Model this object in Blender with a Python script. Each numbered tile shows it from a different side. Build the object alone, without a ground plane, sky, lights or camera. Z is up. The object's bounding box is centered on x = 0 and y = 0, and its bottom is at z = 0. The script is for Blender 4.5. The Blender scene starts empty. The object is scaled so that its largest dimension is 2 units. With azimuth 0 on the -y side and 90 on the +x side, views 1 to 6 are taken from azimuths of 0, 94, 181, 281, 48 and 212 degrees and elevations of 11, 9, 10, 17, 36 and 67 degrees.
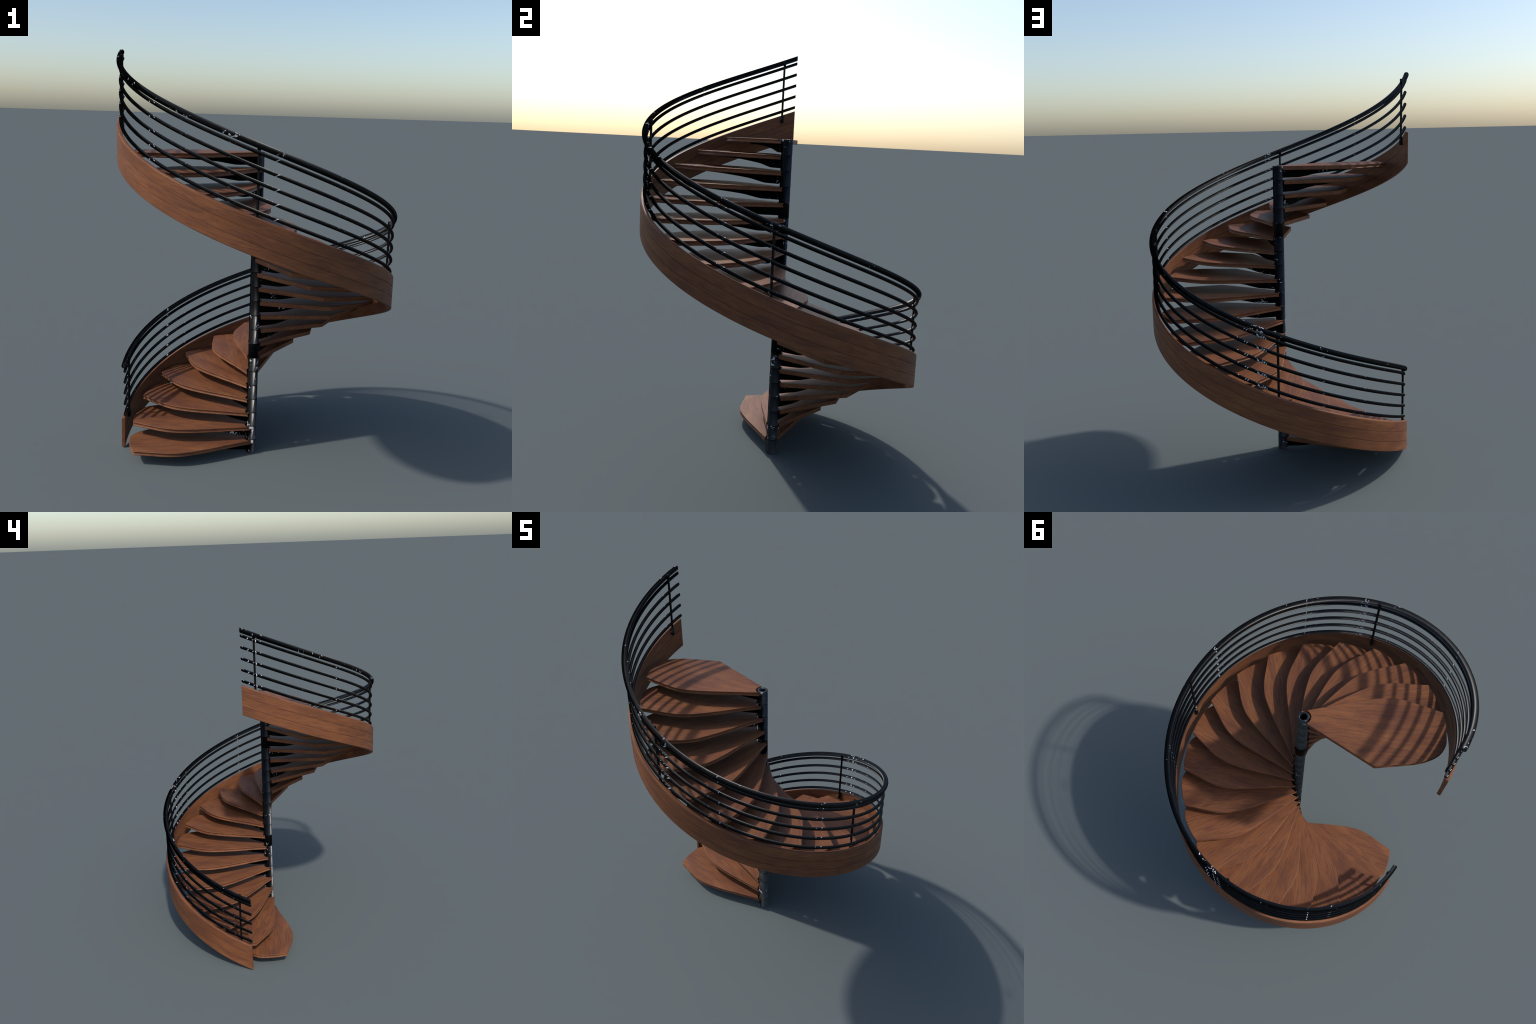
import bpy, bmesh, math, random
from mathutils import Vector, Matrix

random.seed(7)
pi = math.pi

# ------------------------------------------------------------------ sizes
N_TREADS = 21
RISE = 1.544                      # rise of one full turn = height of the column
STEP_Z = RISE / N_TREADS
STEP_T = 2 * pi / N_TREADS
R_COL = 0.026
R_OUT, R_IN = 0.6695, 0.6525      # stringer faces
STR_H = 0.160
SLOPE = RISE / (2 * pi * 0.66)


def pol(r, t, z=0.0):
    """Stair coordinates: t = climbed angle, starts at -x and goes clockwise."""
    return Vector((-r * math.cos(t), r * math.sin(t), z))


# ------------------------------------------------------------------ node helpers
class G:
    def __init__(self, name):
        self.mat = bpy.data.materials.new(name)
        self.mat.use_nodes = True
        self.mat.cycles.use_bump_map_correction = False
        self.nt = self.mat.node_tree
        self.nt.nodes.clear()
        self.out = self.n('ShaderNodeOutputMaterial')
        self.bsdf = self.n('ShaderNodeBsdfPrincipled')
        self.link(self.bsdf.outputs[0], self.out.inputs[0])

    def n(self, kind, **kw):
        nd = self.nt.nodes.new(kind)
        for k, v in kw.items():
            setattr(nd, k, v)
        return nd

    def link(self, a, b):
        self.nt.links.new(a, b)

    def put(self, sock, v):
        if hasattr(v, 'is_linked') or isinstance(v, bpy.types.NodeSocket):
            self.link(v, sock)
        else:
            sock.default_value = v

    def math(self, op, a, b=0.0, c=0.0, clamp=False):
        nd = self.n('ShaderNodeMath', operation=op, use_clamp=clamp)
        self.put(nd.inputs[0], a)
        self.put(nd.inputs[1], b)
        self.put(nd.inputs[2], c)
        return nd.outputs[0]

    def vmath(self, op, a, b):
        nd = self.n('ShaderNodeVectorMath', operation=op)
        self.put(nd.inputs[0], a)
        self.put(nd.inputs[1], b)
        return nd.outputs[0]

    def comb(self, x, y, z):
        nd = self.n('ShaderNodeCombineXYZ')
        for i, v in enumerate((x, y, z)):
            self.put(nd.inputs[i], v)
        return nd.outputs[0]

    def sep(self, v):
        nd = self.n('ShaderNodeSeparateXYZ')
        self.put(nd.inputs[0], v)
        return nd.outputs

    def noise(self, vec, scale=1.0, detail=3.0, rough=0.5, dist=0.0):
        nd = self.n('ShaderNodeTexNoise')
        self.link(vec, nd.inputs['Vector'])
        nd.inputs['Scale'].default_value = scale
        nd.inputs['Detail'].default_value = detail
        nd.inputs['Roughness'].default_value = rough
        nd.inputs['Distortion'].default_value = dist
        return nd.outputs[0]

    def ramp(self, fac, stops):
        nd = self.n('ShaderNodeValToRGB')
        self.link(fac, nd.inputs[0])
        els = nd.color_ramp.elements
        while len(els) < len(stops):
            els.new(0.5)
        for e, (p, c) in zip(els, stops):
            e.position = p
            e.color = (c, c, c, 1) if isinstance(c, (int, float)) else (*c, 1)
        return nd.outputs[0]

    def mix(self, fac, a, b, mode='MIX'):
        nd = self.n('ShaderNodeMix', data_type='RGBA', blend_type=mode)
        self.put(nd.inputs[0], fac)
        for s, v in ((nd.inputs[6], a), (nd.inputs[7], b)):
            if isinstance(v, tuple):
                s.default_value = (*v, 1)
            else:
                self.link(v, s)
        return nd.outputs[2]

    def objco(self):
        return self.n('ShaderNodeTexCoord').outputs['Object']

    def bump(self, height, strength, dist):
        nd = self.n('ShaderNodeBump')
        self.link(height, nd.inputs['Height'])
        nd.inputs['Strength'].default_value = strength
        nd.inputs['Distance'].default_value = dist
        return nd.outputs[0]


# ------------------------------------------------------------------ materials
def wood(name, helical, gain=1.0):
    """Oiled red-brown hardwood; grain along x of the board (or along the helix)."""
    g = G(name)
    co = g.objco()
    if helical:
        x, y, z = g.sep(co)
        ang = g.math('ADD', g.math('ARCTAN2', g.math('MULTIPLY', y, -1.0), x), pi)
        rad = g.math('SQRT', g.math('ADD', g.math('MULTIPLY', x, x), g.math('MULTIPLY', y, y)))
        h = g.math('SUBTRACT', z, g.math('MULTIPLY', ang, RISE / (2 * pi)))
        # planks start the figure at a different place each
        plank = g.math('FLOOR', g.math('MULTIPLY', h, 19.2))
        u = g.math('ADD', g.math('MULTIPLY', ang, 0.66), g.math('MULTIPLY', plank, 3.7))
        v = g.math('ADD', h, g.math('MULTIPLY', plank, 0.9))
        v = g.math('ADD', v, g.math('MULTIPLY', u, 0.07))
        vec = g.comb(u, v, rad)
    else:
        rnd = g.n('ShaderNodeObjectInfo').outputs['Random']
        x, y, z = g.sep(co)
        # boards are cut so that the grain runs a little towards the nosing
        u = g.math('ADD', g.math('MULTIPLY', x, 0.985), g.math('MULTIPLY', y, 0.17))
        v = g.math('SUBTRACT', g.math('MULTIPLY', y, 0.985), g.math('MULTIPLY', x, 0.17))
        u = g.math('ADD', u, g.math('MULTIPLY', rnd, 9.0))
        v = g.math('ADD', v, g.math('MULTIPLY', rnd, 5.0))
        vec = g.comb(u, v, z)
    # wavy flow of the figure
    flow = g.noise(g.vmath('MULTIPLY', vec, (3.0, 9.0, 9.0)), 1.0, 2.0, 0.5)
    warp = g.comb(0.0, g.math('MULTIPLY', g.math('SUBTRACT', flow, 0.5), 0.05), 0.0)
    wv = g.vmath('ADD', vec, warp)
    broad = g.noise(g.vmath('MULTIPLY', wv, (3.5, 16.0, 16.0)), 1.0, 3.0, 0.55)
    streak = g.noise(g.vmath('MULTIPLY', wv, (13.0, 135.0, 135.0) if helical else (10.0, 120.0, 120.0)), 1.0, 5.0, 0.62, 0.35)
    pores = g.noise(g.vmath('MULTIPLY', wv, (40.0, 520.0, 520.0)), 1.0, 3.0, 0.6)
    base = g.ramp(broad, [(0.30, (0.127, 0.0455, 0.0215)), (0.50, (0.178, 0.066, 0.0262)),
                          (0.68, (0.216, 0.083, 0.0325))])
    dark = g.ramp(streak, [(0.38, 1.0), (0.54, 0.0)])
    col = g.mix(g.math('MULTIPLY', dark, 0.50 if helical else 0.58), base, (0.075, 0.031, 0.026))
    fine = g.ramp(pores, [(0.33, 1.0), (0.5, 0.0)])
    col = g.mix(g.math('MULTIPLY', fine, 0.30), col, (0.060, 0.026, 0.020))
    g.link(col, g.bsdf.inputs['Base Color'])
    rgh = g.math('ADD', g.math('MULTIPLY', streak, -0.12), 0.60)
    g.link(rgh, g.bsdf.inputs['Roughness'])
    g.bsdf.inputs['Specular IOR Level'].default_value = 0.20
    hgt = g.math('SUBTRACT', streak, g.math('MULTIPLY', fine, 0.4))
    g.link(g.bump(hgt, 0.22, 0.0015), g.bsdf.inputs['Normal'])
    return g.mat


def painted_steel(name, wear=0.5, rough=0.33, axis='post', per_object=False, spec=0.5, size=66.0, black=1.0):
    """Black paint on steel tube, flaked off in small clustered chips.

    Normals are tilted off the surface to place glints and black bands:
    shading normal = N + N x axis + axis."""
    g = G(name)
    co = g.objco()
    if per_object:
        rnd = g.n('ShaderNodeObjectInfo').outputs['Random']
        co2 = g.vmath('ADD', co, g.comb(g.math('MULTIPLY', rnd, 31.0), g.math('MULTIPLY', rnd, 17.0), 0.0))
    else:
        co2 = co
    patch = g.noise(co2, 8.0, 1.0, 0.5)
    bits = g.noise(co2, size, 2.0, 0.5, 0.8)
    region = g.ramp(patch, [(0.50, 0.0), (0.72, 1.0)])
    lim = g.math('SUBTRACT', bits, g.math('MULTIPLY', g.math('SUBTRACT', 1.0, region), 0.20))
    chip = g.math('MULTIPLY', g.math('SUBTRACT', lim, 0.63 - 0.10 * wear), 40.0, clamp=True)
    scuff = g.noise(co2, 40.0, 4.0, 0.7)
    paint = g.mix(g.ramp(scuff, [(0.45, 0.0), (0.75, 1.0)]), tuple(c * black for c in (0.0022, 0.0024, 0.0028)),
                  tuple(c * black for c in (0.006, 0.0064, 0.0075)))
    g.link(g.mix(chip, paint, (0.52, 0.53, 0.56)), g.bsdf.inputs['Base Color'])
    rg = g.math('ADD', rough - 0.06, g.math('MULTIPLY', scuff, 0.12))
    g.link(g.math('ADD', rg, g.math('MULTIPLY', chip, 0.10)), g.bsdf.inputs['Roughness'])
    g.bsdf.inputs['Specular IOR Level'].default_value = spec
    nrm = g.n('ShaderNodeNewGeometry').outputs['Normal']
    if axis != 'none':
        if axis == 'helix':
            x, y, z = g.sep(co)
            rad = g.math('SQRT', g.math('ADD', g.math('MULTIPLY', x, x), g.math('MULTIPLY', y, y)))
            ax = g.comb(g.math('DIVIDE', y, rad), g.math('DIVIDE', g.math('MULTIPLY', x, -1.0), rad), SLOPE)
            nd = g.n('ShaderNodeVectorMath', operation='NORMALIZE')
            g.link(ax, nd.inputs[0])
            ax = nd.outputs[0]
        else:
            ax = g.comb(0.0, 0.0, 1.0)
        nd = g.n('ShaderNodeVectorMath', operation='NORMALIZE')
        tilt = g.vmath('ADD', g.vmath('CROSS_PRODUCT', nrm, ax), ax)
        # bare chips keep the plain normal
        keep = g.math('SUBTRACT', 1.0, chip)
        g.link(g.vmath('ADD', nrm, g.vmath('MULTIPLY', tilt, g.comb(keep, keep, keep))), nd.inputs[0])
        nrm = nd.outputs[0]
    g.link(nrm, g.bsdf.inputs['Normal'])
    return g.mat


WOOD_TREAD = wood('oiled_hardwood_tread', False)
WOOD_STRINGER = wood('oiled_hardwood_stringer', True)
STEEL_RAIL = painted_steel('chipped_black_paint_rail', 0.72, 0.41, 'helix', False, 0.42)
STEEL_POST = painted_steel('chipped_black_paint_post', 0.6, 0.40, 'none', True, 0.16)
STEEL_COLUMN = painted_steel('chipped_black_paint_column', 0.66, 0.40, 'post', True, 0.60, 55.0)
STEEL_COLUMN_WORN = painted_steel('worn_black_paint_column', 2.0, 0.40, 'post', True, 0.60, 55.0)
STEEL_COLUMN_DARKENED = painted_steel('darkened_black_paint_column', 0.8, 0.5, 'none', True, 0.05, 55.0, 0.4)
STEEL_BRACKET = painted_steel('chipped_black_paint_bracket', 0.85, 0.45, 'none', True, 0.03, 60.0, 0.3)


# ------------------------------------------------------------------ mesh helpers
def finish(bm, name, mat, angle=35.0, weighted=False):
    bmesh.ops.remove_doubles(bm, verts=bm.verts, dist=1e-6)
    bmesh.ops.recalc_face_normals(bm, faces=bm.faces)
    me = bpy.data.meshes.new(name)
    bm.to_mesh(me)
    bm.free()
    me.materials.append(mat)
    me.polygons.foreach_set('use_smooth', [True] * len(me.polygons))
    me.set_sharp_from_angle(angle=math.radians(angle))
    if weighted:
        # big faces stay flat, the small rounded edges take the bend
        ob = bpy.data.objects.new('tmp', me)
        bpy.context.scene.collection.objects.link(ob)
        md = ob.modifiers.new('wn', 'WEIGHTED_NORMAL')
        md.keep_sharp = True
        md.weight = 90
        dg = bpy.context.evaluated_depsgraph_get()
        dg.update()
        me2 = bpy.data.meshes.new_from_object(ob.evaluated_get(dg), depsgraph=dg)
        bpy.data.objects.remove(ob)
        bpy.data.meshes.remove(me)
        me2.name = name
        me = me2
    return me


def add(name, me, parent, loc=(0, 0, 0), rot=0.0):
    ob = bpy.data.objects.new(name, me)
    bpy.context.scene.collection.objects.link(ob)
    ob.location = loc
    ob.rotation_euler = (0, 0, rot)
    ob.parent = parent
    return ob


def loft(rings, closed=True, caps=True):
    """Quads between rings of equal vertex count."""
    bm = bmesh.new()
    vs = [[bm.verts.new(p) for p in ring] for ring in rings]
    m = len(vs[0])
    for a, b in zip(vs, vs[1:]):
        for i in range(m if closed else m - 1):
            j = (i + 1) % m
            bm.faces.new((a[i], a[j], b[j], b[i]))
    if caps:
        bm.faces.new(list(reversed(vs[0])))
        bm.faces.new(vs[-1])
    return bm


def lathe(profile, seg=40, closed=False):
    rings = [[(r * math.cos(2 * pi * i / seg), r * math.sin(2 * pi * i / seg), z) for i in range(seg)]
             for r, z in profile]
    if closed:
        rings.append(rings[0])
    return loft(rings, True, not closed)


def catmull(pts, per=8):
    out = []
    P = [Vector(p) for p in pts]
    P = [2 * P[0] - P[1]] + P + [2 * P[-1] - P[-2]]
    for i in range(1, len(P) - 2):
        for k in range(per):
            t = k / per
            a, b, c, d = P[i - 1:i + 3]
            out.append(0.5 * ((2 * b) + (c - a) * t + (2 * a - 5 * b + 4 * c - d) * t * t
                              + (3 * b - a - 3 * c + d) * t ** 3))
    out.append(P[-2])
    return out


def helix_loft(section, t0, t1, seg, inset_end=0.0):
    """section: closed list of (radius, height) carried up the helix."""
    rings = []
    cr = sum(p[0] for p in section) / len(section)
    cz = sum(p[1] for p in section) / len(section)
    stops = [t0 + (t1 - t0) * i / seg for i in range(seg + 1)]
    ring = lambda t, k: [pol(cr + (r - cr) * k, t, cz + (z - cz) * k + RISE * t / (2 * pi)) for r, z in section]
    if inset_end:
        e = inset_end / 0.66
        rings.append([pol(r - math.copysign(min(inset_end, abs(r - cr)), r - cr), t0,
                          z - math.copysign(min(inset_end, abs(z - cz)), z - cz) + RISE * t0 / (2 * pi))
                      for r, z in section])
        stops[0] += e
        stops[-1] -= e
    rings += [ring(t, 1.0) for t in stops]
    if inset_end:
        rings.append([pol(r - math.copysign(min(inset_end, abs(r - cr)), r - cr), t1,
                          z - math.copysign(min(inset_end, abs(z - cz)), z - cz) + RISE * t1 / (2 * pi))
                      for r, z in section])
    return loft(rings)


def rounded_rect(r0, r1, z0, z1, c):
    """c: corner radii for (in-low, out-low, out-high, in-high)."""
    out = []
    for (cx, cz, sx, sz, a0), rad in zip(((r0, z0, 1, 1, pi), (r1, z0, -1, 1, 1.5 * pi),
                                          (r1, z1, -1, -1, 0), (r0, z1, 1, -1, 0.5 * pi)), c):
        n = 5 if rad > 0.002 else 2
        for i in range(n + 1):
            a = a0 + 0.5 * pi * i / n
            out.append((cx + sx * rad + rad * math.cos(a), cz + sz * rad + rad * math.sin(a)))
    return out


# ------------------------------------------------------------------ the staircase
stair = bpy.data.objects.new('spiral_staircase', None)
bpy.context.scene.collection.objects.link(stair)
stair.empty_display_size = 0.2
stair['label'] = 'spiral staircase with wooden treads, curved stringer and black rails'
stair['category'] = 'spiral staircase'

# --- centre column: an inner tube sleeved by one collar per tread
core = lathe([(0.0236, 0.004), (0.0236, RISE - 0.002), (0.0165, RISE - 0.002), (0.0165, 0.004)], 48, True)
column = add('column', finish(core, 'column', STEEL_COLUMN_DARKENED), stair)  # darkened paint on the core draws shadow lines in the collar grooves

cz = STEP_Z
collar_prof = [(0.0200, 0.0009), (0.0250, 0.0009), (0.0257, 0.0012), (R_COL, 0.0018),
               (R_COL - 0.0005, cz - 0.0022), (0.0252, cz - 0.0015), (0.0245, cz - 0.0011), (0.0200, cz - 0.0011)]
collar_me = finish(lathe(collar_prof, 48, True), 'collar', STEEL_COLUMN, 50)
top_me = finish(lathe(collar_prof[:4] + [(R_COL - 0.0003, cz - 0.0022), (0.0253, cz - 0.0006), (0.0246, cz), (0.0178, cz),
                                         (0.0168, cz - 0.0006), (0.0164, cz - 0.003), (0.0164, 0.0004)], 48, True),
                'collar_top', STEEL_COLUMN, 50)
foot_me = finish(lathe([(0.0170, 0.0), (0.0215, 0.0), (0.0238, 0.0012), (0.0254, 0.0035), (R_COL, 0.0070),
                        (R_COL - 0.0003, cz - 0.0020), (0.0254, cz - 0.0012), (0.0247, cz - 0.0008),
                        (0.0170, cz - 0.0008)], 48, True), 'collar_foot', STEEL_COLUMN, 50)

# --- tread outline in its own frame: x outward, y against the climb
nosing = [(-0.002, -0.031), (0.018, -0.0425), (0.050, -0.0575), (0.0815, -0.0730), (0.138, -0.1030),
          (0.1945, -0.1330), (0.245, -0.1580), (0.290, -0.1775), (0.340, -0.1950), (0.385, -0.2020),
          (0.430, -0.2030), (0.503, -0.1970), (0.578, -0.1910)]
outer = [(0.578, -0.191), (0.592, -0.160), (0.604, -0.128), (0.6165, -0.078), (0.6215, -0.039), (0.611, -0.002),
         (0.5895, 0.027), (0.5614, 0.0505), (0.530, 0.0710), (0.487, 0.0906), (0.420, 0.1170), (0.3535, 0.1432)]
back = [(0.3535, 0.1432), (0.3505, 0.1437), (0.347, 0.1430), (0.240, 0.1055), (0.130, 0.0668), (0.0212, 0.0285)]


def tread_mesh():
    pts = []                       # (x, y, cove depth factor)
    for p in catmull(nosing, 6)[:-1]:
        pts.append((p[0], p[1], 1.0))
    for p in catmull(outer, 6)[:-1]:
        pts.append((p[0], p[1], 1.0))
    pts[-3:] = [(x, y, f * k) for (x, y, f), k in zip(pts[-3:], (0.9, 0.6, 0.3))]
    for p in back[:3]:
        pts.append((p[0], p[1], 0.15))
    for p in back[3:]:
        pts.append((p[0], p[1], 0.0))
    a0, a1 = math.atan2(0.0285, 0.0212), math.atan2(-0.031, -0.002)
    for i in range(1, 12):
        a = a0 + (a1 - a0) * i / 12
        pts.append((0.0330 * math.cos(a), 0.0330 * math.sin(a), 0.0))
    n = len(pts)
    nrm = []
    for i in range(n):
        p, q, s = (Vector(pts[j % n][:2]) for j in (i - 1, i, i + 1))
        d0, d1 = (q - p).normalized(), (s - q).normalized()
        n0, n1 = Vector((-d0.y, d0.x)), Vector((-d1.y, d1.x))
        m = (n0 + n1).normalized()
        nrm.append(m / max(0.35, m.dot(n0)))
    layers = [(0.0, 0.0028, 0.0), (-0.0005, 0.0012, 0.0), (-0.0013, 0.0003, 0.0), (-0.0026, 0.0, 0.0),
              (-0.0044, 0.0, 0.0002), (-0.0052, 0.0, 0.0012), (-0.0066, 0.0, 0.0028), (-0.0100, 0.0, 0.0034),
              (-0.0135, 0.0, 0.0030), (-0.0152, 0.0, 0.0022), (-0.0166, 0.0, 0.0008), (-0.0178, 0.0, 0.0),
              (-0.0196, 0.0002, 0.0), (-0.0209, 0.0010, 0.0), (-0.0215, 0.0024, 0.0)]
    rings = []
    for z, ins, cove in layers:
        rings.append([(x + m.x * (ins + cove * f), -(y + m.y * (ins + cove * f)), z)
                      for (x, y, f), m in zip(pts, nrm)])
    return finish(loft(rings), 'tread', WOOD_TREAD, 50, True)


# --- bracket: cantilever gusset under each tread
def bracket_mesh():
    low = catmull([(0.0225, -0.0620), (0.070, -0.0622), (0.114, -0.0622), (0.138, -0.0595), (0.170, -0.0540),
                   (0.205, -0.0480), (0.250, -0.0437), (0.315, -0.0390), (0.406, -0.0338), (0.510, -0.0310),
                   (0.608, -0.0290)], 4)
    half, ch = 0.0070, 0.0012
    rings = []
    for i, p in enumerate(low):
        x, z = p
        top = -0.0212
        rings.append([(x, -half, top), (x, -half, z + ch), (x, -half + ch, z), (x, half - ch, z),
                      (x, half, z + ch), (x, half, top)])
    bm = loft(rings)
    # flat fixing strip screwed to the underside of the tread
    strip = [[(x, y, z) for y, z in ((-w, -0.0213), (-w, -0.0238), (w, -0.0238), (w, -0.0213))]
             for x, w in ((0.034, 0.012), (0.12, 0.016), (0.5, 0.016), (0.600, 0.016), (0.6075, 0.012))]
    b2 = loft(strip)
    tmp = bpy.data.meshes.new('tmp')
    b2.to_mesh(tmp)
    b2.free()
    bm.from_mesh(tmp)
    bpy.data.meshes.remove(tmp)
    return finish(bm, 'tread_bracket', STEEL_BRACKET, 30)


TREAD, BRACKET = tread_mesh(), bracket_mesh()
for k in range(N_TREADS):
    t = k * STEP_T
    z = (k + 1) * STEP_Z
    tr = add('tread', TREAD, stair, (0, 0, z), pi - t)
    br = add('tread_bracket', BRACKET, tr, (0, 0, 0), math.radians(4.6))
    me = foot_me if k == 0 else top_me if k == N_TREADS - 1 else collar_me
    co = add('collar', me, column, (0, 0, z - STEP_Z), pi - t)
    if k in (7, 16):                 # paint darkened, sheen cut: sleeves that show no sky reflection
        co.material_slots[0].link = 'OBJECT'
        co.material_slots[0].material = STEEL_COLUMN_DARKENED
    elif k in (1, 6):                # badly flaked sleeves
        co.material_slots[0].link = 'OBJECT'
        co.material_slots[0].material = STEEL_COLUMN_WORN

# --- stringer: three planks laminated one above the other
T0, T1 = math.radians(0.03), math.radians(359.97)
s1, s2 = 0.0510, 0.1025
mid = (R_IN + R_OUT) / 2
planks = [rounded_rect(R_IN, R_OUT, 0.0, s1 - 0.0007, (0.003, 0.0045, 0.0013, 0.0013)),
          rounded_rect(R_IN, R_OUT, s1 + 0.0007, s2 - 0.0007, (0.0013,) * 4),
          rounded_rect(R_IN, R_OUT, s2 + 0.0007, STR_H, (0.0013, 0.0013, 0.0075, 0.003))]
for sec in planks:
    add('stringer_plank', finish(helix_loft(sec, T0, T1, 280, 0.0012), 'stringer_plank', WOOD_STRINGER, 40, True), stair)
# hidden tongue that closes the joints
tongue = rounded_rect(mid - 0.0060, mid + 0.0060, 0.02, 0.14, (0.0005,) * 4)
add('stringer_tongue', finish(helix_loft(tongue, math.radians(0.10), math.radians(359.90), 240), 'stringer_tongue',
                              WOOD_STRINGER), stair)


# --- rails
def tube_section(R, r, n=20):
    k = math.sqrt(1 + SLOPE * SLOPE)
    return [(R + r * math.cos(2 * pi * i / n), r * k * math.sin(2 * pi * i / n)) for i in range(n)]


RAIL = finish(helix_loft(tube_section(0.6517, 0.0078), 0.0, 2 * pi, 280, 0.0008), 'rail', STEEL_RAIL, 45)
HAND = finish(helix_loft(tube_section(0.6568, 0.0125, 28), 0.0, 2 * pi, 280, 0.0012), 'handrail', STEEL_RAIL, 45)
add('handrail', HAND, stair, (0, 0, 0.4426))
for i in range(5):
    add('rail', RAIL, stair, (0, 0, 0.1803 + 0.0585 * i))

# --- balusters
rod = finish(lathe([(0.0058, 0.145), (0.0058, 0.4300)], 24), 'baluster', STEEL_POST, 40)
cap = finish(lathe([(0.0040, 0.4245), (0.0070, 0.4245), (0.0078, 0.4255), (0.0078, 0.4522), (0.0071, 0.4535)], 28),
             'baluster_cap', STEEL_POST, 50)
foot = finish(lathe([(0.0080, 0.1178), (0.0088, 0.1190), (0.0088, 0.1530), (0.0078, 0.1548), (0.0045, 0.1550)], 28),
              'baluster_foot', STEEL_POST, 50)
for deg in (6.0, 90.0, 180.0, 270.0, 353.9):
    t = math.radians(deg)
    b = add('baluster', rod, stair, pol(0.6462, t, RISE * t / (2 * pi)), -t)
    add('baluster_cap', cap, b)
    add('baluster_foot', foot, b)
